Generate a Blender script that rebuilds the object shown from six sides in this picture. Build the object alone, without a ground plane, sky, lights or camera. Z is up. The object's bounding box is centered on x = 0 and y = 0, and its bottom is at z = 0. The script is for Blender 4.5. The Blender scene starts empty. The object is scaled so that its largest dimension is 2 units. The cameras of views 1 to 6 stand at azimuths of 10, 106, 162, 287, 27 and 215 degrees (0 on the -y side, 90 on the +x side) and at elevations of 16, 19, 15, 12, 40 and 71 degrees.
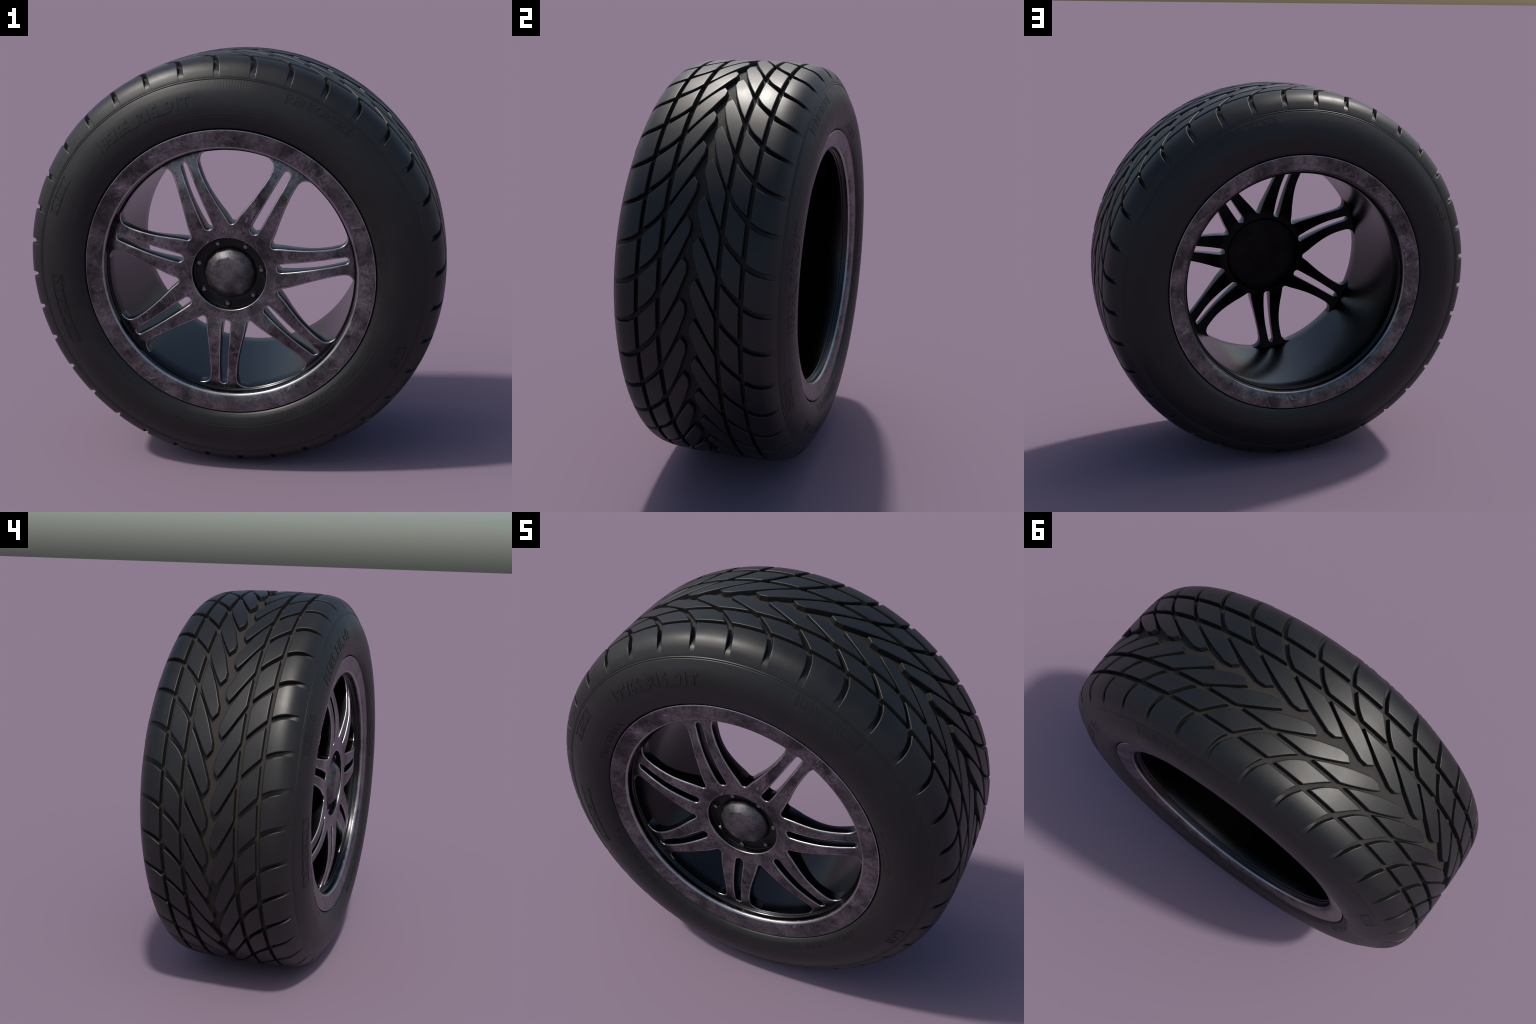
"""Car wheel: road tyre with directional V tread on a seven-spoke dark alloy rim.
The axle runs along y; the dished spoke face looks towards -y.
Angles (degrees) turn about the axle: 0 is the top, 90 is +x."""
import bpy, bmesh, math
import numpy as np
from mathutils import Vector

CENTRE = Vector((0.0, 0.0, 1.0))
sin, cos, pi = math.sin, math.cos, math.pi

# ------------------------------------------------------------------ helpers
def spline(pts, n):
    """Catmull-Rom (centripetal-free) through control points -> n dense points, even in arc length."""
    p = np.array(pts, float)
    q = np.vstack([2 * p[0] - p[1], p, 2 * p[-1] - p[-2]])
    out = []
    for i in range(1, len(q) - 2):
        for t in np.linspace(0, 1, 24, endpoint=False):
            a, b, c, d = q[i - 1], q[i], q[i + 1], q[i + 2]
            out.append(.5 * ((2 * b) + (c - a) * t + (2 * a - 5 * b + 4 * c - d) * t * t
                             + (3 * b - a - 3 * c + d) * t ** 3))
    out.append(p[-1])
    out = np.array(out)
    s = np.r_[0, np.cumsum(np.hypot(*np.diff(out, axis=0).T))]
    u = np.linspace(0, s[-1], n)
    return np.stack([np.interp(u, s, out[:, 0]), np.interp(u, s, out[:, 1])], 1), u


def smooth(x, a, b):
    t = min(1.0, max(0.0, (x - a) / (b - a)))
    return t * t * (3 - 2 * t)


def make_object(name, mesh, parent, mats, shade_angle=None):
    ob = bpy.data.objects.new(name, mesh)
    bpy.context.scene.collection.objects.link(ob)
    for m in mats:
        if m.name not in [x.name for x in mesh.materials if x]:
            mesh.materials.append(m)
    if parent is not None:
        ob.parent = parent
        ob.matrix_parent_inverse.identity()
    return ob


def mesh_from(name, verts, faces, smooth_shade=True, mat_index=None, sharp=None):
    me = bpy.data.meshes.new(name)
    me.from_pydata([tuple(v) for v in verts], [], [tuple(f) for f in faces])
    me.update()
    if smooth_shade:
        me.shade_smooth()
    if sharp:
        bm = bmesh.new(); bm.from_mesh(me)
        lim = math.radians(sharp)
        for e in bm.edges:
            if len(e.link_faces) == 2 and e.calc_face_angle(0) > lim:
                e.smooth = False
        bm.to_mesh(me); bm.free()
    if mat_index is not None:
        me.polygons.foreach_set("material_index", mat_index)
    return me


def fix_normals(me):
    bm = bmesh.new(); bm.from_mesh(me)
    bmesh.ops.remove_doubles(bm, verts=bm.verts, dist=1e-6)
    bmesh.ops.recalc_face_normals(bm, faces=bm.faces)
    bm.to_mesh(me); bm.free()
    me.shade_smooth()


def lathe(profile, angles, closed=False):
    """Revolve (y, r) points about the axle at the given angles (radians, full turn)."""
    m, n = len(profile), len(angles)
    sa, ca = np.sin(angles), np.cos(angles)
    verts = [(r * sa[j], y, r * ca[j]) for y, r in profile for j in range(n)]
    faces = []
    for i in range(m if closed else m - 1):
        k = (i + 1) % m
        for j in range(n):
            l = (j + 1) % n
            faces.append((i * n + j, i * n + l, k * n + l, k * n + j))
    return verts, faces


# ---------------------------------------------------------------- materials
def new_mat(name):
    m = bpy.data.materials.new(name)
    m.use_nodes = True
    nt = m.node_tree
    return m, nt, nt.nodes["Principled BSDF"]


def N(nt, kind, **kw):
    n = nt.nodes.new(kind)
    for k, v in kw.items():
        if k.startswith("in_"):
            key = k[3:]
            n.inputs[int(key) if key.isdigit() else key.replace("_", " ")].default_value = v
        else:
            setattr(n, k, v)
    return n


def math_node(nt, op, a, b=None, clamp=False):
    n = N(nt, "ShaderNodeMath", operation=op, use_clamp=clamp)
    for i, x in enumerate((a, b)):
        if x is None:
            continue
        if isinstance(x, (int, float)):
            n.inputs[i].default_value = x
        else:
            nt.links.new(x, n.inputs[i])
    return n.outputs[0]


def ramp(nt, fac, stops):
    n = N(nt, "ShaderNodeValToRGB")
    cr = n.color_ramp
    while len(cr.elements) < len(stops):
        cr.elements.new(0.5)
    for e, (p, c) in zip(cr.elements, stops):
        e.position = p
        e.color = (*c, 1) if len(c) == 3 else c
    nt.links.new(fac, n.inputs[0])
    return n.outputs[0]


def grey(v):
    return (v, v, v)


def mix_col(nt, fac, a, b):
    n = N(nt, "ShaderNodeMix", data_type="RGBA")
    if isinstance(fac, (int, float)):
        n.inputs[0].default_value = fac
    else:
        nt.links.new(fac, n.inputs[0])
    for i, x in ((6, a), (7, b)):
        if isinstance(x, tuple):
            n.inputs[i].default_value = (*x, 1)
        else:
            nt.links.new(x, n.inputs[i])
    return n.outputs[2]


def map_range(nt, v, a, b, c=0.0, d=1.0):
    n = N(nt, "ShaderNodeMapRange")
    nt.links.new(v, n.inputs[0])
    for i, x in enumerate((a, b, c, d)):
        n.inputs[i + 1].default_value = x
    return n.outputs[0]


def noise(nt, vec, scale, detail=4.0, rough=0.55, dist=0.0):
    n = N(nt, "ShaderNodeTexNoise")
    n.inputs["Scale"].default_value = scale
    n.inputs["Detail"].default_value = detail
    n.inputs["Roughness"].default_value = rough
    n.inputs["Distortion"].default_value = dist
    nt.links.new(vec, n.inputs["Vector"])
    return n.outputs["Fac"]


def mapped(nt, vec, scale=(1, 1, 1), rot=(0, 0, 0)):
    n = N(nt, "ShaderNodeMapping")
    n.inputs["Scale"].default_value = scale
    n.inputs["Rotation"].default_value = rot
    nt.links.new(vec, n.inputs["Vector"])
    return n.outputs[0]


def stretched(nt, vec, turn, length):
    """coordinates turned about the axle, then stretched along one direction"""
    n = N(nt, "ShaderNodeMapping", vector_type="TEXTURE")
    n.inputs["Rotation"].default_value = (0, turn, 0)
    n.inputs["Scale"].default_value = (1, 1, length)
    nt.links.new(vec, n.inputs["Vector"])
    return n.outputs[0]


def wheel_coords(nt):
    """object vector, |y|, radius from the axle, angle about the axle"""
    tc = N(nt, "ShaderNodeTexCoord")
    sep = N(nt, "ShaderNodeSeparateXYZ")
    nt.links.new(tc.outputs["Object"], sep.inputs[0])
    x, y, z = sep.outputs
    rad = math_node(nt, "SQRT", math_node(nt, "ADD", math_node(nt, "MULTIPLY", x, x),
                                          math_node(nt, "MULTIPLY", z, z)))
    ang = math_node(nt, "ARCTAN2", x, z)
    return tc.outputs["Object"], math_node(nt, "ABSOLUTE", y), rad, ang


RUBBER = (0.0062, 0.0062, 0.0065)
DUST = (0.0165, 0.0142, 0.0124)


def rubber_material(name, kind):
    m, nt, b = new_mat(name)
    vec, ay, rad, ang = wheel_coords(nt)
    if kind == "block":
        info = N(nt, "ShaderNodeObjectInfo")
        off = N(nt, "ShaderNodeVectorMath", operation="SCALE")
        off.inputs[0].default_value = (7.3, 3.1, 5.7)
        nt.links.new(info.outputs["Random"], off.inputs["Scale"])
        add = N(nt, "ShaderNodeVectorMath", operation="ADD")
        nt.links.new(vec, add.inputs[0]); nt.links.new(off.outputs[0], add.inputs[1])
        nvec = add.outputs[0]
    else:
        nvec = vec
    broad = noise(nt, nvec, 9, 4)
    fine = noise(nt, nvec, 60, 5, 0.6)
    col = mix_col(nt, map_range(nt, broad, 0.3, 0.75), RUBBER, (0.0090, 0.0090, 0.0090))
    if kind in ("block", "floor"):
        # road dust packed in the bottom of the grooves, thinning out towards the shoulder
        crown = math_node(nt, "SUBTRACT", 1.0, math_node(nt, "MULTIPLY", math_node(nt, "POWER", ay, 4.0), 1.9))
        depth = math_node(nt, "SUBTRACT", crown, rad)
        dust = map_range(nt, depth, 0.012, 0.021)
        dust = math_node(nt, "MULTIPLY", dust, map_range(nt, ay, 0.26, 0.34, 1.0, 0.0))
        dust = math_node(nt, "MULTIPLY", dust, map_range(nt, fine, 0.25, 0.6, 0.65, 1.0), clamp=True)
        if kind == "block":
            dust = math_node(nt, "MULTIPLY", dust, 0.2)
        col = mix_col(nt, dust, col, DUST)
        rough = mix_col(nt, dust, ramp(nt, broad, [(0.3, grey(0.39)), (0.75, grey(0.50))]), grey(0.8))
    else:
        rough = ramp(nt, broad, [(0.3, grey(0.39)), (0.75, grey(0.47))])
    nt.links.new(col, b.inputs["Base Color"])
    nt.links.new(rough, b.inputs["Roughness"])
    b.inputs["Specular IOR Level"].default_value = 0.46 if kind in ("block", "floor") else 0.42
    # relief: very faint cloudiness, plus the moulded radial hatching of the sidewall
    h = math_node(nt, "MULTIPLY", broad, 0.5)
    if kind == "sidewall":
        saw = math_node(nt, "SINE", math_node(nt, "MULTIPLY", ang, 430.0))
        band = math_node(nt, "MULTIPLY", map_range(nt, rad, 0.848, 0.856), map_range(nt, rad, 0.892, 0.900, 1.0, 0.0))
        patch = math_node(nt, "SINE", math_node(nt, "MULTIPLY", ang, 3.0))
        band = math_node(nt, "MULTIPLY", band, map_range(nt, patch, -0.6, -0.2))
        var = map_range(nt, noise(nt, mapped(nt, vec, (1, 0, 1)), 14, 2), 0.35, 0.65)
        h = math_node(nt, "ADD", h, math_node(nt, "MULTIPLY", math_node(nt, "MULTIPLY", saw, band),
                                              math_node(nt, "MULTIPLY", var, 0.10)))
    bp = N(nt, "ShaderNodeBump")
    bp.inputs["Strength"].default_value = 0.25
    bp.inputs["Distance"].default_value = 0.004
    nt.links.new(h, bp.inputs["Height"])
    nt.links.new(bp.outputs[0], b.inputs["Normal"])
    return m


def metal_material(name, dark, mid, light, rough_lo, rough_hi, scratch=1.0, scale=1.0):
    """Dark scuffed alloy: cloudy haze, curling wisps of wear and hair scratches in many directions."""
    m, nt, b = new_mat(name)
    vec, ay, rad, ang = wheel_coords(nt)
    clouds = noise(nt, vec, 9.5 * scale, 9, 0.68, 0.3)
    haze = map_range(nt, clouds, 0.38, 0.66)
    # wisps: thin level lines of a strongly distorted noise
    wisp = None
    for sc, dist, wid in ((13, 0.9, 0.040), (24, 0.7, 0.045)):
        n = noise(nt, vec, sc * scale, 5, 0.6, dist)
        d = math_node(nt, "ABSOLUTE", math_node(nt, "SUBTRACT", n, 0.5))
        w = map_range(nt, d, 0.0, wid, 1.0, 0.0)
        wisp = w if wisp is None else math_node(nt, "MAXIMUM", wisp, w)
    wisp = math_node(nt, "MULTIPLY", wisp, map_range(nt, noise(nt, vec, 9 * scale, 4), 0.40, 0.62))
    hair = None
    for turn, sc in ((0.5, 70), (1.35, 95), (2.2, 80), (2.9, 88)):
        f = noise(nt, stretched(nt, vec, turn, 11.0), sc * scale, 2, 0.5, 0.3)
        line = map_range(nt, f, 0.66, 0.76)
        hair = line if hair is None else math_node(nt, "MAXIMUM", hair, line)
    hair = math_node(nt, "MULTIPLY", hair, map_range(nt, noise(nt, vec, 13 * scale, 3), 0.40, 0.60))
    wear = math_node(nt, "ADD", math_node(nt, "MULTIPLY", wisp, 0.34 * scratch),
                     math_node(nt, "MULTIPLY", hair, 0.62 * scratch), clamp=True)
    col = mix_col(nt, wear, mix_col(nt, haze, dark, mid), light)
    nt.links.new(col, b.inputs["Base Color"])
    b.inputs["Metallic"].default_value = 1.0
    fac = math_node(nt, "ADD", math_node(nt, "MULTIPLY", haze, 0.6), math_node(nt, "MULTIPLY", wear, 0.5), clamp=True)
    nt.links.new(map_range(nt, fac, 0, 1, rough_lo, rough_hi), b.inputs["Roughness"])
    bp = N(nt, "ShaderNodeBump")
    bp.inputs["Strength"].default_value = 0.10 * scratch
    bp.inputs["Distance"].default_value = 0.002
    nt.links.new(fac, bp.inputs["Height"])
    nt.links.new(bp.outputs[0], b.inputs["Normal"])
    return m


M_BLOCK = rubber_material("tread_rubber", "block")
M_FLOOR = rubber_material("dusty_groove_rubber", "floor")
M_SIDE = rubber_material("sidewall_rubber", "sidewall")
M_TEXT = rubber_material("lettering_rubber", "text")
M_FACE = metal_material("scuffed_dark_alloy", (0.055, 0.053, 0.055), (0.185, 0.177, 0.185), (0.45, 0.44, 0.45), 0.26, 0.42)
M_EDGE = metal_material("worn_bright_edge", (0.31, 0.30, 0.31), (0.43, 0.42, 0.43), (0.52, 0.52, 0.52), 0.29, 0.40, 0.6)
M_CAP = metal_material("scuffed_cap_alloy", (0.055, 0.052, 0.055), (0.15, 0.14, 0.15), (0.33, 0.31, 0.33), 0.50, 0.60, 0.75)
M_BARREL = metal_material("smooth_dark_alloy", (0.034, 0.034, 0.036), (0.040, 0.040, 0.042), (0.05, 0.05, 0.05), 0.235, 0.255, 0.12)
M_BOLT = metal_material("bolt_steel", (0.13, 0.13, 0.132), (0.24, 0.24, 0.24), (0.4, 0.4, 0.4), 0.28, 0.42, 1.0, 3.0)

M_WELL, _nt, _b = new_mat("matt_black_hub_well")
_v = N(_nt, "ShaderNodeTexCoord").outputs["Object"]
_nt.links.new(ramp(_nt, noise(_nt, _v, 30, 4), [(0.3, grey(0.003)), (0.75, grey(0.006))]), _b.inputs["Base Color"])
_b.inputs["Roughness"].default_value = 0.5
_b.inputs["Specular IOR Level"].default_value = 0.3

M_BACK = metal_material("near_black_inner_side", (0.008, 0.008, 0.009), (0.016, 0.015, 0.016), (0.02, 0.02, 0.02), 0.35, 0.5, 0.3)

# ------------------------------------------------------------- hierarchy roots
wheel = bpy.data.objects.new("car_wheel", None)
bpy.context.scene.collection.objects.link(wheel)
wheel["label"] = "black road tyre with V tread on a scuffed dark seven-spoke alloy rim"
wheel["category"] = "car wheel"

# ===================================================================== TYRE
# outer contour of one half, crown to bead: (|y|, radius)
CONTOUR = [(0.0, 1.0), (0.06, 1.0), (0.128, 0.9985), (0.18, 0.9965), (0.232, 0.9925), (0.280, 0.9850),
           (0.316, 0.9710), (0.3425, 0.9485), (0.3605, 0.9225), (0.3720, 0.9000), (0.3825, 0.8820),
           (0.3960, 0.8560), (0.4070, 0.8250), (0.4140, 0.7870), (0.4130, 0.7460), (0.4040, 0.7110),
           (0.3940, 0.6945), (0.3880, 0.6880)]
CP, CS = spline(CONTOUR, 1400)
CT = np.gradient(CP, axis=0)
CT /= np.linalg.norm(CT, axis=1)[:, None]
CN = np.stack([-CT[:, 1], CT[:, 0]], 1)          # outward normal (a, r)
S_END = CS[-1]


def contour(s, h=0.0):
    """point (|y|, r) at arc length s from the crown, raised by h along the outward normal"""
    a = np.interp(s, CS, CP[:, 0]); r = np.interp(s, CS, CP[:, 1])
    na = np.interp(s, CS, CN[:, 0]); nr = np.interp(s, CS, CN[:, 1])
    return a + na * h, r + nr * h


def s_of_a(a):
    k = np.argmax(CP[:, 0])
    return float(np.interp(a, CP[:k, 0], CS[:k]))


def s_of_r(r):
    """arc length at radius r on the sidewall part"""
    return float(np.interp(-r, -CP[:, 1], CS))


S_GROOVE_END = s_of_r(0.922)
S_EDGE = s_of_r(0.909)              # where the tread meets the sidewall


def groove_depth(s):
    full = 0.0255
    return full * (1 - smooth(s, s_of_a(0.300), S_GROOVE_END)) + 0.0006


def gauss(s, r, w):
    d = (s - s_of_r(r)) / w
    return math.exp(-d * d)


def sidewall_relief(s):
    h = -0.0012 * gauss(s, 0.9065, 0.0018) + 0.0009 * gauss(s, 0.9025, 0.0022) - 0.0011 * gauss(s, 0.8985, 0.0016)
    h += -0.0006 * gauss(s, 0.746, 0.0024)
    h += 0.0003 * gauss(s, 0.751, 0.003)
    return h


TURN = np.linspace(0, 2 * pi, 432, endpoint=False)

# ---- tread base: the floor of all the grooves
rows = []
for s in np.linspace(S_EDGE, 0, 60):
    a, r = contour(s, -groove_depth(s) if s < S_EDGE - 1e-9 else -0.0006)
    rows.append((-a, r))
rows += [(-a, r) for a, r in rows[-2::-1]]
v, f = lathe(rows, TURN)
me = mesh_from("tread_base", v, f); fix_normals(me)
tyre = make_object("tyre", me, wheel, [M_FLOOR])
tyre.location = CENTRE

# ---- sidewalls, from the tread edge over the bulge into the bead seat
ss = sorted(set(list(np.linspace(S_EDGE, S_END, 70)) + [s_of_r(q) for q in np.linspace(0.9085, 0.894, 26)]
                + [s_of_r(q) for q in np.linspace(0.758, 0.738, 18)]))
side_rows = [contour(s, -0.0006 * (s <= S_EDGE) + sidewall_relief(s) * (s > S_EDGE)) for s in ss]
side_rows += [(0.3830, 0.6850), (0.3750, 0.6835), (0.3600, 0.6800), (0.3400, 0.6650), (0.3300, 0.6350)]
for sgn in (-1, 1):
    v, f = lathe([(sgn * a, r) for a, r in side_rows], TURN)
    me = mesh_from("sidewall", v, f); fix_normals(me)
    make_object("sidewall", me, tyre, [M_SIDE])

# ---- tread blocks. One pitch is 10 degrees; 36 pitches. Each edge is a list of
# (distance from the tyre's centre line, angle) measured on the -y half.
PITCH = 10.0
BLOCKS = {
    "centre": dict(
        hi=[(0.0102, -84.55), (0.0300, -81.4), (0.0465, -78.9), (0.0728, -75.7), (0.0970, -73.0), (0.1195, -70.9)],
        lo=[(0.0102, -86.65), (0.0300, -88.2), (0.0480, -86.7), (0.0655, -85.0), (0.0989, -81.5), (0.1195, -79.0)]),
    "middle": dict(
        hi=[(0.1405, -79.55), (0.1616, -77.65), (0.1850, -76.15), (0.2225, -74.38)],
        lo=[(0.1405, -87.4), (0.1675, -85.65), (0.1920, -84.2), (0.2225, -82.45)]),
    "shoulder": dict(
        hi=[(0.2415, -83.15), (0.2600, -82.5), (0.2805, -81.8), (0.3205, -81.1), (0.3560, -80.85), (0.3730, -80.8)],
        lo=[(0.2415, -91.55), (0.2600, -90.95), (0.2870, -90.3), (0.3260, -89.75), (0.3540, -89.5), (0.3730, -89.45)]),
}


def block_mesh(kind, sgn, bevel=0.0038):
    hi, lo = BLOCKS[kind]["hi"], BLOCKS[kind]["lo"]
    shoulder = kind == "shoulder"
    hs = np.array([s_of_a(a) for a, _ in hi]); ht = np.array([t for _, t in hi])
    ls = np.array([s_of_a(a) for a, _ in lo]); lt = np.array([t for _, t in lo])
    if shoulder:
        hs[-1] = ls[-1] = S_EDGE - 0.0004
    s0, s1 = hs[0], hs[-1]

    def curve(xs, ys, kink=None):
        # smooth interpolation, keeping the pointed tip of the centre block
        if kink is None:
            p, _ = spline(np.stack([xs, ys * 0.0175], 1), 300)
            return lambda s: float(np.interp(s, p[:, 0], p[:, 1] / 0.0175))
        p, _ = spline(np.stack([xs[kink:], ys[kink:] * 0.0175], 1), 300)
        X = np.r_[xs[:kink], p[:, 0]]; Y = np.r_[ys[:kink], p[:, 1] / 0.0175]
        return lambda s: float(np.interp(s, X, Y))
    fhi = curve(hs, ht)
    flo = curve(ls, lt, 1 if kind == "centre" else None)
    mid = 0.5 * (fhi(s0) + flo(s0))
    e = bevel
    steps = [0, .08 * e, .3 * e, .6 * e, e, 1.5 * e]
    n_in = {"centre": 26, "middle": 16, "shoulder": 26}[kind]
    us = [s0 + x for x in steps] + list(np.linspace(s0 + 2 * e, s1 - 2 * e, n_in)) + [s1 - x for x in steps[::-1]]
    if kind == "centre":
        us = sorted(us + [ls[1] - .0006, ls[1], ls[1] + .0006])
    n_cols_in = 9
    # dense boundary for the distance to the nearest edge (metric: metres on the surface)
    R = 0.985
    dense = np.linspace(s0, s1, 160)
    b_hi = np.array([(s, math.radians(fhi(s)) * R) for s in dense])
    b_lo = np.array([(s, math.radians(flo(s)) * R) for s in dense])
    b_in = np.array([(s0, math.radians(t) * R) for t in np.linspace(flo(s0), fhi(s0), 40)])
    b_out = np.array([(s1, math.radians(t) * R) for t in np.linspace(flo(s1), fhi(s1), 60)])
    segs = [b_hi, b_lo, b_in] + ([] if shoulder else [b_out])

    def seg_dist(p, poly):
        a, b = poly[:-1], poly[1:]
        ab = b - a
        t = np.clip(((p - a) * ab).sum(1) / np.maximum((ab * ab).sum(1), 1e-12), 0, 1)
        return np.min(np.linalg.norm(a + ab * t[:, None] - p, axis=1))

    def place(s, t, h):
        a, r = contour(s, h)
        w = math.radians(t)
        return (r * sin(w), sgn * a, r * cos(w))
    grid = []
    for s in us:
        top, bot = fhi(s), flo(s)
        w = math.radians(top - bot) * R
        row = []
        for c, pos in (("lo", 0), ("hi", 1)):
            pass
        ds = 0.0005
        k_hi = math.hypot(1, math.radians(fhi(min(s + ds, s1)) - fhi(max(s - ds, s0))) * R / (min(s + ds, s1) - max(s - ds, s0)))
        k_lo = math.hypot(1, math.radians(flo(min(s + ds, s1)) - flo(max(s - ds, s0))) * R / (min(s + ds, s1) - max(s - ds, s0)))
        fl = min(1.0, 0.42 * w / (1.5 * e * k_lo)); fh = min(1.0, 0.42 * w / (1.5 * e * k_hi))
        left = [x * k_lo * fl / w for x in steps]
        right = [1 - x * k_hi * fh / w for x in steps[::-1]]
        inner = list(np.linspace(left[-1], right[0], n_cols_in + 2)[1:-1])
        for c in left + inner + right:
            t = bot + (top - bot) * c
            p = np.array((s, math.radians(t) * R))
            d = min(seg_dist(p, q) for q in segs)
            drop = 0.0
            if d < e:
                x = 1 - d / e
                drop = e * (1 - math.sqrt(max(0.0, 1 - x * x)))
            if shoulder:      # the rounding dies out together with the groove
                drop = min(drop, 0.75 * groove_depth(s))
            row.append((s, t, -drop))
        grid.append(row)
    nr, nc = len(grid), len(grid[0])
    verts = [place(s, t, h) for row in grid for (s, t, h) in row]
    faces = [(i * nc + j, i * nc + j + 1, (i + 1) * nc + j + 1, (i + 1) * nc + j)
             for i in range(nr - 1) for j in range(nc - 1)]
    # side walls: boundary ring dropped below the groove floor, flaring slightly
    ring = [(0, j) for j in range(nc)] + [(i, nc - 1) for i in range(1, nr)] \
        + [(nr - 1, j) for j in range(nc - 2, -1, -1)] + [(i, 0) for i in range(nr - 2, 0, -1)]
    pts2 = np.array([(grid[i][j][0], math.radians(grid[i][j][1]) * R) for i, j in ring])
    nxt, prv = np.roll(pts2, -1, 0), np.roll(pts2, 1, 0)
    tang = nxt - prv
    nrm = np.stack([tang[:, 1], -tang[:, 0]], 1)
    nrm /= np.maximum(np.linalg.norm(nrm, axis=1), 1e-9)[:, None]
    cen = pts2.mean(0)
    if ((pts2 - cen) * nrm).sum() < 0:
        nrm = -nrm
    base = len(verts)
    n = len(ring)
    for q, (i, j) in enumerate(ring):
        s, t, h = grid[i][j]
        g = groove_depth(min(max(s, 0), S_EDGE))
        fl = 0.0022 * smooth(g, 0.002, 0.02)
        s2 = min(max(s + nrm[q, 0] * fl, 0.001), S_EDGE)
        t2 = t + math.degrees(nrm[q, 1] * fl / R)
        verts.append(place(s2, t2, -g - 0.003))
    for q in range(n):
        i, j = ring[q]; k, l = ring[(q + 1) % n]
        faces.append((i * nc + j, base + q, base + (q + 1) % n, k * nc + l))
    me = mesh_from("tread_block", verts, faces)
    fix_normals(me)
    # recalc on an open shell: make sure the top looks outwards
    mid_face = me.polygons[(nr // 2) * (nc - 1) + nc // 2]
    c = mid_face.center
    if mid_face.normal.dot(Vector((c.x, c.y * .3, c.z))) < 0:
        me.flip_normals()
    return me


for sgn, shift in ((-1, 0.0), (1, -5.0)):
    for kind in ("centre", "middle", "shoulder"):
        me = block_mesh(kind, sgn)
        me.materials.append(M_BLOCK)
        for k in range(36):
            ob = bpy.data.objects.new("tread_block", me)
            bpy.context.scene.collection.objects.link(ob)
            ob.parent = tyre
            ob.rotation_euler = (0, math.radians(k * PITCH + shift), 0)

# ---- raised lettering, wrapped round the sidewall
def subdivided(me, longest):
    bm = bmesh.new(); bm.from_mesh(me)
    bmesh.ops.remove_doubles(bm, verts=bm.verts, dist=1e-5)
    bmesh.ops.triangulate(bm, faces=bm.faces)
    for _ in range(4):
        long = [e for e in bm.edges if e.calc_length() > longest]
        if not long:
            break
        bmesh.ops.subdivide_edges(bm, edges=long, cuts=1, use_grid_fill=False)
        bmesh.ops.triangulate(bm, faces=bm.faces)
    bm.to_mesh(me); bm.free()


def wrap(me, x0, x1, y0, y1, front, a0, a1, r0, r1, lift=0.0016):
    """text plane -> sidewall; letters run clockwise as seen from that side, tops outwards"""
    co = np.empty(len(me.vertices) * 3); me.vertices.foreach_get("co", co); co = co.reshape(-1, 3)
    zmax = co[:, 2].max()
    out = np.empty_like(co)
    for i, (x, y, z) in enumerate(co):
        ang = a0 + (a1 - a0) * (x - x0) / (x1 - x0)
        rr = r0 + (r1 - r0) * (y - y0) / (y1 - y0)
        h = lift if z > zmax * 0.5 else -0.002
        a, r = contour(s_of_r(rr), h)
        t = math.radians(ang if front else -ang)
        out[i] = (r * sin(t), -a if front else a, r * cos(t))
    me.vertices.foreach_set("co", out.ravel())
    me.update()


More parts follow.
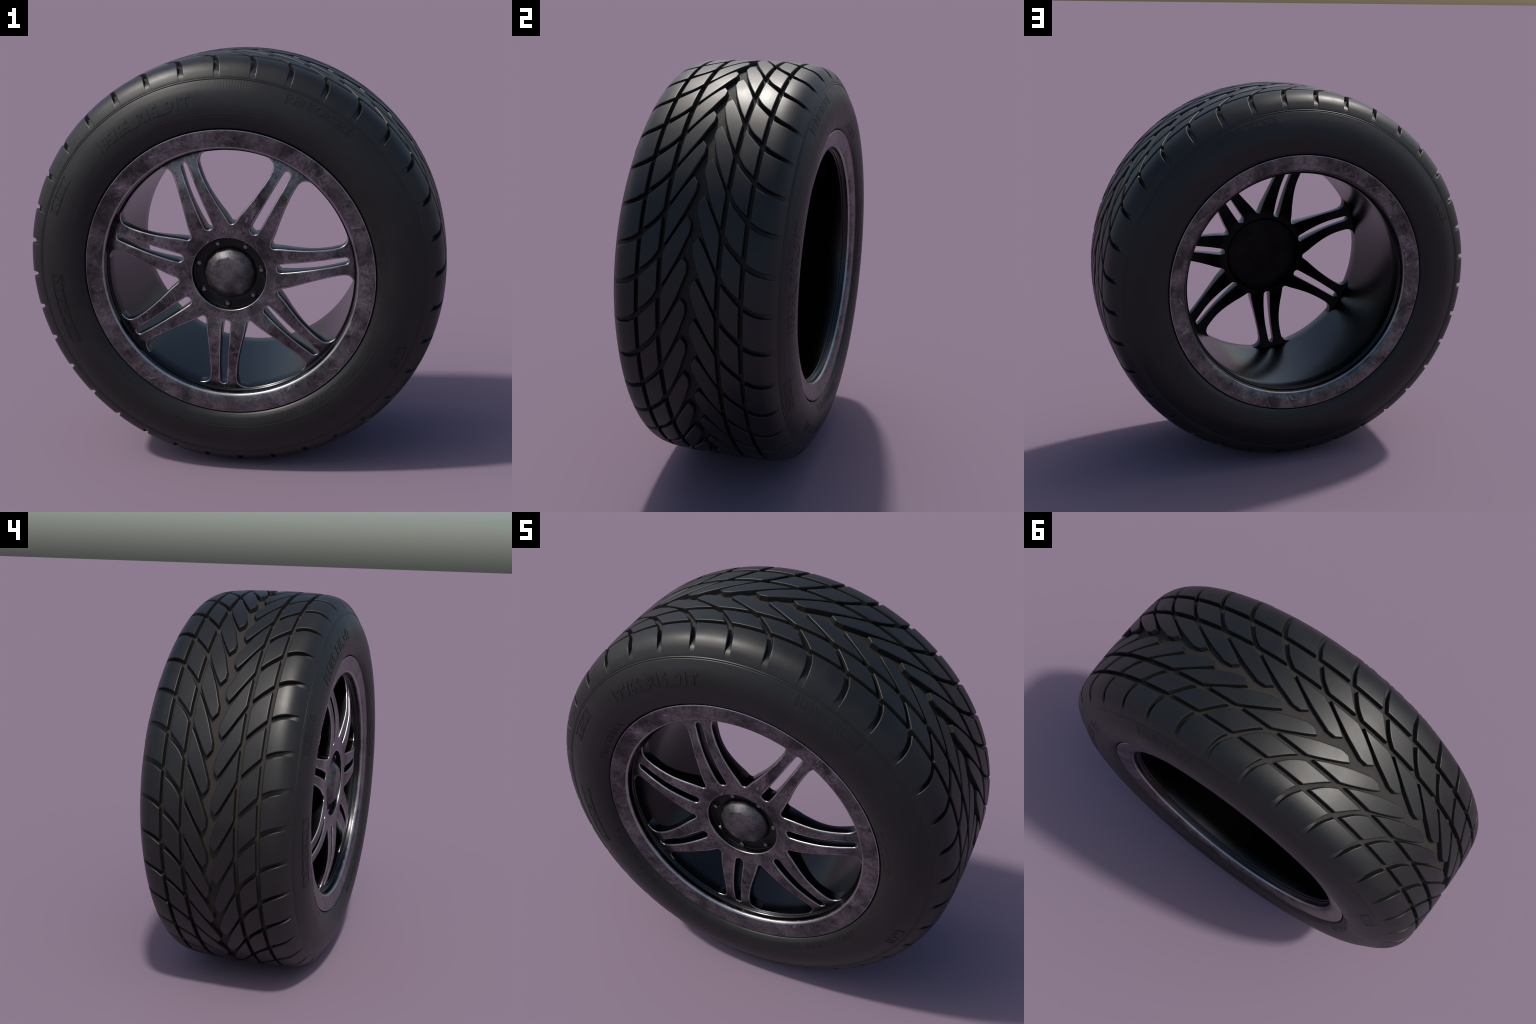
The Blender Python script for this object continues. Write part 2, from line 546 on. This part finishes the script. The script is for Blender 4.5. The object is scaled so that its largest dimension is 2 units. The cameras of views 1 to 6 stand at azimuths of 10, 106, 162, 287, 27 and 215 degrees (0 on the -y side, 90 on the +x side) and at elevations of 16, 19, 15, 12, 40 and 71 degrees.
def lettering(text, a0, a1, r0, r1, front, frame=False, bold=0.0, lift=0.0016):
    cu = bpy.data.curves.new("lettering", "FONT")
    cu.body = text
    cu.size = 1.0
    cu.extrude = 0.02
    cu.offset = bold
    cu.resolution_u = 3
    tmp = bpy.data.objects.new("lettering", cu)
    bpy.context.scene.collection.objects.link(tmp)
    bpy.context.view_layer.update()
    me = bpy.data.meshes.new_from_object(tmp.evaluated_get(bpy.context.evaluated_depsgraph_get()))
    bpy.data.objects.remove(tmp); bpy.data.curves.remove(cu)
    me.name = "sidewall_lettering"
    co = np.empty(len(me.vertices) * 3); me.vertices.foreach_get("co", co); co = co.reshape(-1, 3)
    lo, hi = co.min(0), co.max(0)
    y0, y1 = (0.0, 0.73) if "_" in text else (lo[1], hi[1])
    # bring to metres first so the subdivision length means something
    kx = math.radians(a1 - a0) * 0.5 * (r0 + r1) / (hi[0] - lo[0]); ky = (r1 - r0) / (y1 - y0)
    co[:, 0] = (co[:, 0] - lo[0]) * kx; co[:, 1] = (co[:, 1] - y0) * ky
    if "_" in text:
        co[:, 1] = np.maximum(co[:, 1], 0.001 + 0.004 * (co[:, 1] > -0.18 * ky * 0.7))
    me.vertices.foreach_set("co", co.ravel())
    if frame:
        pad, t = 0.005, 0.0022
        W, H = (hi[0] - lo[0]) * kx, (r1 - r0)
        bm = bmesh.new(); bm.from_mesh(me)
        bars = [(-pad, -pad, -pad + t, H + pad), (W + pad - t, -pad, W + pad, H + pad)]
        if frame == "box":
            bars += [(-pad, -pad, W + pad, -pad + t), (-pad, H + pad - t, W + pad, H + pad)]
        for x0, q0, x1, q1 in bars:
            res = bmesh.ops.create_cube(bm, size=1.0)
            for vv in res["verts"]:
                vv.co = Vector((x0 + (vv.co.x + .5) * (x1 - x0), q0 + (vv.co.y + .5) * (q1 - q0), vv.co.z * 0.04))
        bm.to_mesh(me); bm.free()
    subdivided(me, 0.011)
    wrap(me, 0, (hi[0] - lo[0]) * kx, 0, r1 - r0, front, a0, a1, r0, r1, lift)
    bm = bmesh.new(); bm.from_mesh(me)
    bmesh.ops.recalc_face_normals(bm, faces=bm.faces)
    bm.to_mesh(me); bm.free()
    me.shade_flat()
    return make_object("sidewall_lettering", me, tyre, [M_TEXT])


WORDS = [  # text, start angle, end angle, inner radius, outer radius, frame, boldness, lift
    ("195/65_R15_91T", -42.4, -8.3, 0.792, 0.850, None, 0.035, 0.0016),
    ("REINFORCED", 21.0, 40.8, 0.852, 0.890, "ends", 0.0, 0.0012),
    ("ENERGY", -69.0, -57.0, 0.848, 0.880, "box", 0.004, 0.0012),
    ("MICHELIN", -113.0, -89.3, 0.798, 0.840, "box", 0.012, 0.0013),
    ("M+S", 112.8, 119.8, 0.849, 0.879, "box", 0.006, 0.0012),
    ("TEMPERATURE A", -140.7, -107.7, 0.701, 0.733, None, 0.0, 0.0011),
    ("TREADWEAR 360", 126.3, 161.5, 0.701, 0.733, None, 0.0, 0.0011),
    ("TRACTION A", -72.0, -49.0, 0.701, 0.733, None, 0.0, 0.0010),
    ("OUTSIDE", 69.3, 88.0, 0.701, 0.733, None, 0.0, 0.0010),
]
for front, turn in ((True, 0.0), (False, -50.0)):
    for text, a0, a1, r0, r1, fr, bold, lift in WORDS:
        lettering(text, a0 + turn, a1 + turn, r0, r1, front, fr, bold, lift * (1.35 if front else 0.75))

# ====================================================================== RIM
RIM_TURN = np.linspace(0, 2 * pi, 336, endpoint=False)


def arc(cy, cr, rad, a0, a1, n=6):
    return [(cy + rad * cos(math.radians(t)), cr + rad * sin(math.radians(t))) for t in np.linspace(a0, a1, n)]


# half of the rim section from the outer lip edge over the flat lip face into the barrel (front: y < 0)
lip_face = [(-0.350, 0.6740), (-0.378, 0.6795)] + arc(-0.3835, 0.6770, 0.0045, 100, 180, 6)
lip_edge = lip_face
lip_face = lip_edge + [(-0.3878, 0.668), (-0.3868, 0.655), (-0.3855, 0.642), (-0.3840, 0.630), (-0.3822, 0.619),
                       (-0.3802, 0.610), (-0.3780, 0.6030), (-0.3748, 0.5968), (-0.3700, 0.5936)]
# the inboard lip rolls a little further into the barrel
lip_back = lip_edge + [(-0.3878, 0.668), (-0.3866, 0.655), (-0.3848, 0.642), (-0.3825, 0.630), (-0.3798, 0.619),
                       (-0.3768, 0.6110), (-0.3736, 0.6050), (-0.3700, 0.6005), (-0.3660, 0.5970)]
step = [(-0.364, 0.5922), (-0.351, 0.5905), (-0.3415, 0.5885), (-0.3400, 0.5868), (-0.3380, 0.5842),
        (-0.3360, 0.5838), (-0.3345, 0.5845), (-0.3330, 0.5843), (-0.3315, 0.5825), (-0.3295, 0.5803), (-0.3270, 0.5795)]
back_step = [(-0.361, 0.5945), (-0.350, 0.5922)] + step[2:]
barrel = [(-0.26, 0.5790), (-0.16, 0.5785), (-0.05, 0.5785), (0.05, 0.5785), (0.16, 0.5785), (0.26, 0.5790)]
flip = lambda seq: [(-y, r) for y, r in seq[::-1]]
outer = [(0.345, 0.640), (0.30, 0.615), (0.0, 0.605), (-0.30, 0.615), (-0.345, 0.640)]

v, f = lathe(step + barrel + flip(back_step), RIM_TURN)
me = mesh_from("rim_barrel", v, f); fix_normals(me)
rim = make_object("rim", me, wheel, [M_BARREL])
rim.location = CENTRE
# normals of the open barrel must look at the axle
if me.polygons[0].normal.dot(Vector((me.polygons[0].center.x, 0, me.polygons[0].center.z))) > 0:
    me.flip_normals()

for sgn in (-1, 1):
    pts = [(y if sgn < 0 else -y, r) for y, r in
           [(-0.30, 0.640)] + (lip_face + [step[0]] if sgn < 0 else lip_back + [back_step[0]])]
    v, f = lathe(pts, RIM_TURN)
    me = mesh_from("rim_lip", v, f); fix_normals(me)
    c = max(me.polygons, key=lambda p: abs(p.normal.y))
    if c.normal.y * sgn < 0:
        me.flip_normals()
    make_object("rim_lip", me, rim, [M_FACE, M_EDGE])
    for p in me.polygons:      # worn outer bead and inner corner
        q = math.hypot(p.center.x, p.center.z)
        if (q > 0.6765 and abs(p.center.y) > 0.378) or 0.5945 < q < 0.6000:
            p.material_index = 1

# ---- spokes: seven, each a twin bar with a long slot; the faces dish back towards the rim
SPOKE0, SECTOR = -19.55, 360.0 / 7
HALF = math.radians(SECTOR / 2)
R_HUB, R_VEE, R_RIM = 0.222, 0.2440, 0.5860
FACE_Y, BACK_Y = -0.350, -0.265
EDGE = [(0.2440, 0.1062), (0.2443, 0.1040), (0.2452, 0.1015), (0.2475, 0.0990), (0.2520, 0.0971), (0.260, 0.0953), (0.290, 0.0905), (0.320, 0.0845), (0.360, 0.0772), (0.400, 0.0712),
        (0.440, 0.0668), (0.480, 0.0640), (0.510, 0.0635), (0.535, 0.0648), (0.552, 0.0705), (0.563, 0.0790),
        (0.571, 0.0905), (0.577, 0.1060), (0.5810, 0.1230), (0.5860, 0.1500)]
EP, _ = spline([(r, w + 0.0022 * smooth(r, 0.246, 0.275)) for r, w in EDGE], 600)
SLOT_R0, SLOT_R1 = 0.2290, 0.5590


# the spokes arch forward between hub and rim: front and back height over the radius
ARCH_FRONT, _ = spline([(0.215, -0.3500), (0.228, -0.3520), (0.275, -0.3600), (0.335, -0.3650), (0.395, -0.3655),
                        (0.450, -0.3595), (0.500, -0.3500), (0.555, -0.3375), (0.590, -0.3290)], 400)
ARCH_BACK, _ = spline([(0.215, -0.2640), (0.250, -0.2690), (0.286, -0.2830), (0.325, -0.2970), (0.393, -0.3110),
                       (0.455, -0.3100), (0.520, -0.2920), (0.560, -0.2790), (0.590, -0.2700)], 400)


def face_y(r):
    return float(np.interp(r, ARCH_FRONT[:, 0], ARCH_FRONT[:, 1]))


def back_y(r):
    return float(np.interp(r, ARCH_BACK[:, 0], ARCH_BACK[:, 1]))


def slot_half(r):
    if r <= SLOT_R0 or r >= SLOT_R1:
        return 0.0
    w = float(np.interp(r, [0.229, 0.29, 0.40, 0.49, 0.56], [0.0195, 0.0198, 0.0186, 0.0170, 0.0145]))
    d0, d1 = r - SLOT_R0, SLOT_R1 - r
    for d in (d0, d1):
        if d < w:
            w = math.sqrt(max(0.0, w * w - (w - d) ** 2))
    return w


def spoke_edge(r):
    """half width of the spoke, as an angle"""
    if r < R_VEE:
        return HALF
    return min(HALF, math.asin(float(np.interp(r, EP[:, 0], EP[:, 1])) / r))


COLS = [0, .012, .03, .06, .10, .15, .22, .32, .5, .68, .78, .85, .90, .94, .97, .988, 1]
_r = list(np.linspace(R_HUB, R_RIM, 130))
for q in (SLOT_R0, R_VEE, SLOT_R1):
    _r += [q + d for d in (-.008, -.006, -.0045, -.003, -.0018, -.0008, -.0002, 0, .0002, .0007, .0015, .0025, .004, .006, .009)]
_r += list(np.linspace(0.560, 0.586, 40))
ROWS = sorted(q for q in set(np.round(_r, 5)) if R_HUB <= q <= R_RIM)
_keep = [ROWS[0]]
for q in ROWS[1:]:
    if q - _keep[-1] > 0.00015:
        _keep.append(q)
ROWS = _keep
SPOKE_BEVEL = 0.0060

_win = np.array([(r * sin(spoke_edge(r)), r * cos(spoke_edge(r))) for r in np.linspace(R_VEE, R_RIM, 700)])
_vee = np.array([(R_VEE * sin(t), R_VEE * cos(t)) for t in np.linspace(spoke_edge(R_VEE), HALF, 12)])
_sl = np.array([(slot_half(r), math.sqrt(max(0, r * r - slot_half(r) ** 2))) for r in
                SLOT_R0 + (SLOT_R1 - SLOT_R0) * (0.5 - 0.5 * np.cos(np.linspace(0, pi, 500)))])


def edge_distance(p, back=False):
    best = 9.0
    for poly in (_win, _vee, _sl):
        a, b = poly[:-1], poly[1:]
        ab = b - a
        t = np.clip(((p - a) * ab).sum(1) / np.maximum((ab * ab).sum(1), 1e-14), 0, 1)
        best = min(best, float(np.min(np.linalg.norm(a + ab * t[:, None] - p, axis=1))))
    return best


def spoke_half():
    """front + back + side walls of the half spoke with positive angles; local radial axis +z"""
    verts, faces, mats, near = [], [], [], []
    nr, nc = len(ROWS), len(COLS)
    info = []
    for r in ROWS:
        t0 = math.asin(slot_half(r) / r); t1 = spoke_edge(r)
        info.append((t0, t1))
    for side in (0, 1):
        for r, (t0, t1) in zip(ROWS, info):
            for c in COLS:
                t = t0 + (t1 - t0) * c
                p = np.array((r * sin(t), r * cos(t)))
                d = edge_distance(p)
                b = SPOKE_BEVEL if side == 0 else 0.004
                drop = 0.0
                if d < b:
                    x = 1 - d / b
                    drop = b * (1 - math.sqrt(max(0, 1 - x * x)))
                y = face_y(r) + drop if side == 0 else back_y(r) - drop
                verts.append((p[0], y, p[1])); near.append(d)
    off = nr * nc
    for i in range(nr - 1):
        for j in range(nc - 1):
            a, b, c, d = i * nc + j, i * nc + j + 1, (i + 1) * nc + j + 1, (i + 1) * nc + j
            faces.append((a, b, c, d))
            mats.append(1 if (near[a] + near[b] + near[c] + near[d]) / 4 < 0.0062 else 0)
            faces.append((off + a, off + d, off + c, off + b)); mats.append(2)
    for i in range(nr - 1):
        # window wall
        if ROWS[i] >= R_VEE - 1e-6:
            a, b = i * nc + nc - 1, (i + 1) * nc + nc - 1
            faces.append((a, off + a, off + b, b)); mats.append(3)
        # slot wall
        if slot_half(ROWS[i]) > 0 or slot_half(ROWS[i + 1]) > 0:
            a, b = i * nc, (i + 1) * nc
            faces.append((a, b, off + b, off + a)); mats.append(3)
    return verts, faces, mats


hv, hf, hm = spoke_half()
hv = np.array(hv)
full_v = np.vstack([hv, hv * np.array([-1, 1, 1])])
full_f = hf + [tuple(len(hv) + q for q in ff[::-1]) for ff in hf]
for k in range(7):
    t = math.radians(SPOKE0 + k * SECTOR)
    ct, st = cos(t), sin(t)
    vv = np.stack([full_v[:, 0] * ct + full_v[:, 2] * st, full_v[:, 1], -full_v[:, 0] * st + full_v[:, 2] * ct], 1)
    me = mesh_from("spoke", vv, full_f, mat_index=hm + hm)
    bm = bmesh.new(); bm.from_mesh(me)
    bmesh.ops.remove_doubles(bm, verts=bm.verts, dist=2e-6)
    bmesh.ops.dissolve_degenerate(bm, edges=bm.edges, dist=1e-6)
    bmesh.ops.recalc_face_normals(bm, faces=bm.faces)
    bm.to_mesh(me); bm.free(); me.shade_smooth()
    fr = max(me.polygons, key=lambda p: abs(p.normal.y) * p.area)
    if (fr.normal.y > 0) != (fr.center.y > -0.30):
        me.flip_normals()
    # face, worn edge, near-black inward side, smooth flanks
    make_object("spoke", me, rim, [M_FACE, M_EDGE, M_BACK, M_BARREL])

# ---- hub: ring face with a deep black well; shares the spokes' inner border
hub_angles = []
for k in range(7):
    t = math.radians(SPOKE0 + k * SECTOR)
    hub_angles += [t - HALF * c for c in COLS[::-1]] + [t + HALF * c for c in COLS[1:-1]]
hub_angles = np.array(hub_angles)
ring = [(face_y(R_HUB), R_HUB), (FACE_Y, 0.210), (FACE_Y, 0.195), (FACE_Y, 0.183)] \
    + arc(FACE_Y + 0.005, 0.1798, 0.005, 180, 270, 7)[1:] + [(-0.338, 0.1745)]
v, f = lathe(ring, hub_angles)
back = [(back_y(R_HUB), R_HUB), (BACK_Y, 0.216), (BACK_Y + 0.004, 0.212), (BACK_Y + 0.008, 0.204), (BACK_Y + 0.010, 0.15),
        (BACK_Y + 0.011, 0.08), (BACK_Y + 0.011, 0.001)]
v2, f2 = lathe(back, hub_angles)
me = mesh_from("hub", v + v2, f + [tuple(len(v) + q for q in x[::-1]) for x in f2])
for p in me.polygons:
    pass
bm = bmesh.new(); bm.from_mesh(me)
for fc in bm.faces:
    c = fc.calc_center_median(); fc.normal_update()
    want = Vector((-c.x, -1.0, -c.z)) if c.y < -0.30 else Vector((c.x * .2, 1.0, c.z * .2))
    if fc.normal.dot(want) < 0:
        fc.normal_flip()
bm.to_mesh(me); bm.free(); me.shade_smooth()
hub = make_object("hub", me, rim, [M_FACE, M_EDGE, M_BACK])
for p in me.polygons:
    q = math.hypot(p.center.x, p.center.z)
    if p.center.y > -0.30:
        p.material_index = 2
    elif 0.1748 < q < 0.1806:
        p.material_index = 1

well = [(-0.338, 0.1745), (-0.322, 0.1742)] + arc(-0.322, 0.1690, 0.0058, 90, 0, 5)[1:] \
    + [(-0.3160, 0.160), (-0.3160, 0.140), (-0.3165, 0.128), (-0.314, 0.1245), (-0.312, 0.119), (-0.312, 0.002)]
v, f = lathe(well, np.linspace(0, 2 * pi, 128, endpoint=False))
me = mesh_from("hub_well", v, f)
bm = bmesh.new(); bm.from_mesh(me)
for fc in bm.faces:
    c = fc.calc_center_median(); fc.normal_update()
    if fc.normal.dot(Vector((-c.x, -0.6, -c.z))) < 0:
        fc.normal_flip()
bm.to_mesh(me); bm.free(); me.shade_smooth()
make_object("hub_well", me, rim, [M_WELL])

# ---- centre cap: a coarse twelve-sided dome
cap = [(-0.308, 0.1165), (-0.3190, 0.1205), (-0.3260, 0.1198), (-0.3350, 0.1130), (-0.3480, 0.1010), (-0.3580, 0.0905),
       (-0.3606, 0.0868), (-0.3622, 0.0830), (-0.3629, 0.0780), (-0.3636, 0.0500), (-0.3640, 0.0005)]
v, f = lathe(cap, np.radians(np.arange(12) * 30 + 2.0))
me = mesh_from("hub_cap", v, f); fix_normals(me)
if me.polygons[-1].normal.y > 0:
    me.flip_normals()
make_object("hub_cap", me, rim, [M_CAP])

# ---- seven hexagon bolts, each on a round washer
def bolt_mesh():
    vs, fs = [], []
    levels = [(-0.3150, 0.0112), (-0.3290, 0.0112), (-0.3310, 0.0098), (-0.3310, 0.0)]
    for y, r in levels[:-1]:
        for k in range(6):
            t = pi / 3 * k + pi / 6
            vs.append((r * sin(t), y, r * cos(t)))
    vs.append((0, -0.3312, 0))
    for i in range(2):
        for k in range(6):
            l = (k + 1) % 6
            fs.append((i * 6 + k, i * 6 + l, (i + 1) * 6 + l, (i + 1) * 6 + k))
    for k in range(6):
        fs.append((12 + k, 12 + (k + 1) % 6, 18))
    me = mesh_from("bolt", vs, fs, smooth_shade=False)
    bm = bmesh.new(); bm.from_mesh(me)
    bmesh.ops.recalc_face_normals(bm, faces=bm.faces); bm.to_mesh(me); bm.free()
    if me.polygons[-1].normal.y > 0:
        me.flip_normals()
    me.materials.append(M_BOLT)
    return me


def washer_mesh():
    v, f = lathe([(-0.3140, 0.0175), (-0.3185, 0.0175), (-0.3200, 0.0160), (-0.3200, 0.0100)],
                 np.linspace(0, 2 * pi, 28, endpoint=False))
    me = mesh_from("washer", v, f)
    bm = bmesh.new(); bm.from_mesh(me)
    bmesh.ops.recalc_face_normals(bm, faces=bm.faces); bm.to_mesh(me); bm.free()
    if me.polygons[-1].normal.y > 0:
        me.flip_normals()
    me.shade_smooth()
    me.materials.append(M_BARREL)
    return me


b_me, w_me = bolt_mesh(), washer_mesh()
for k in range(7):
    t = math.radians(SPOKE0 + 0.6 + k * SECTOR)
    pos = Vector((0.151 * sin(t), 0, 0.151 * cos(t)))
    for nm, data in (("bolt", b_me), ("washer", w_me)):
        ob = bpy.data.objects.new(nm, data)
        bpy.context.scene.collection.objects.link(ob)
        ob.parent = rim
        ob.location = pos
        ob.rotation_euler = (0, t + k * 0.4, 0)
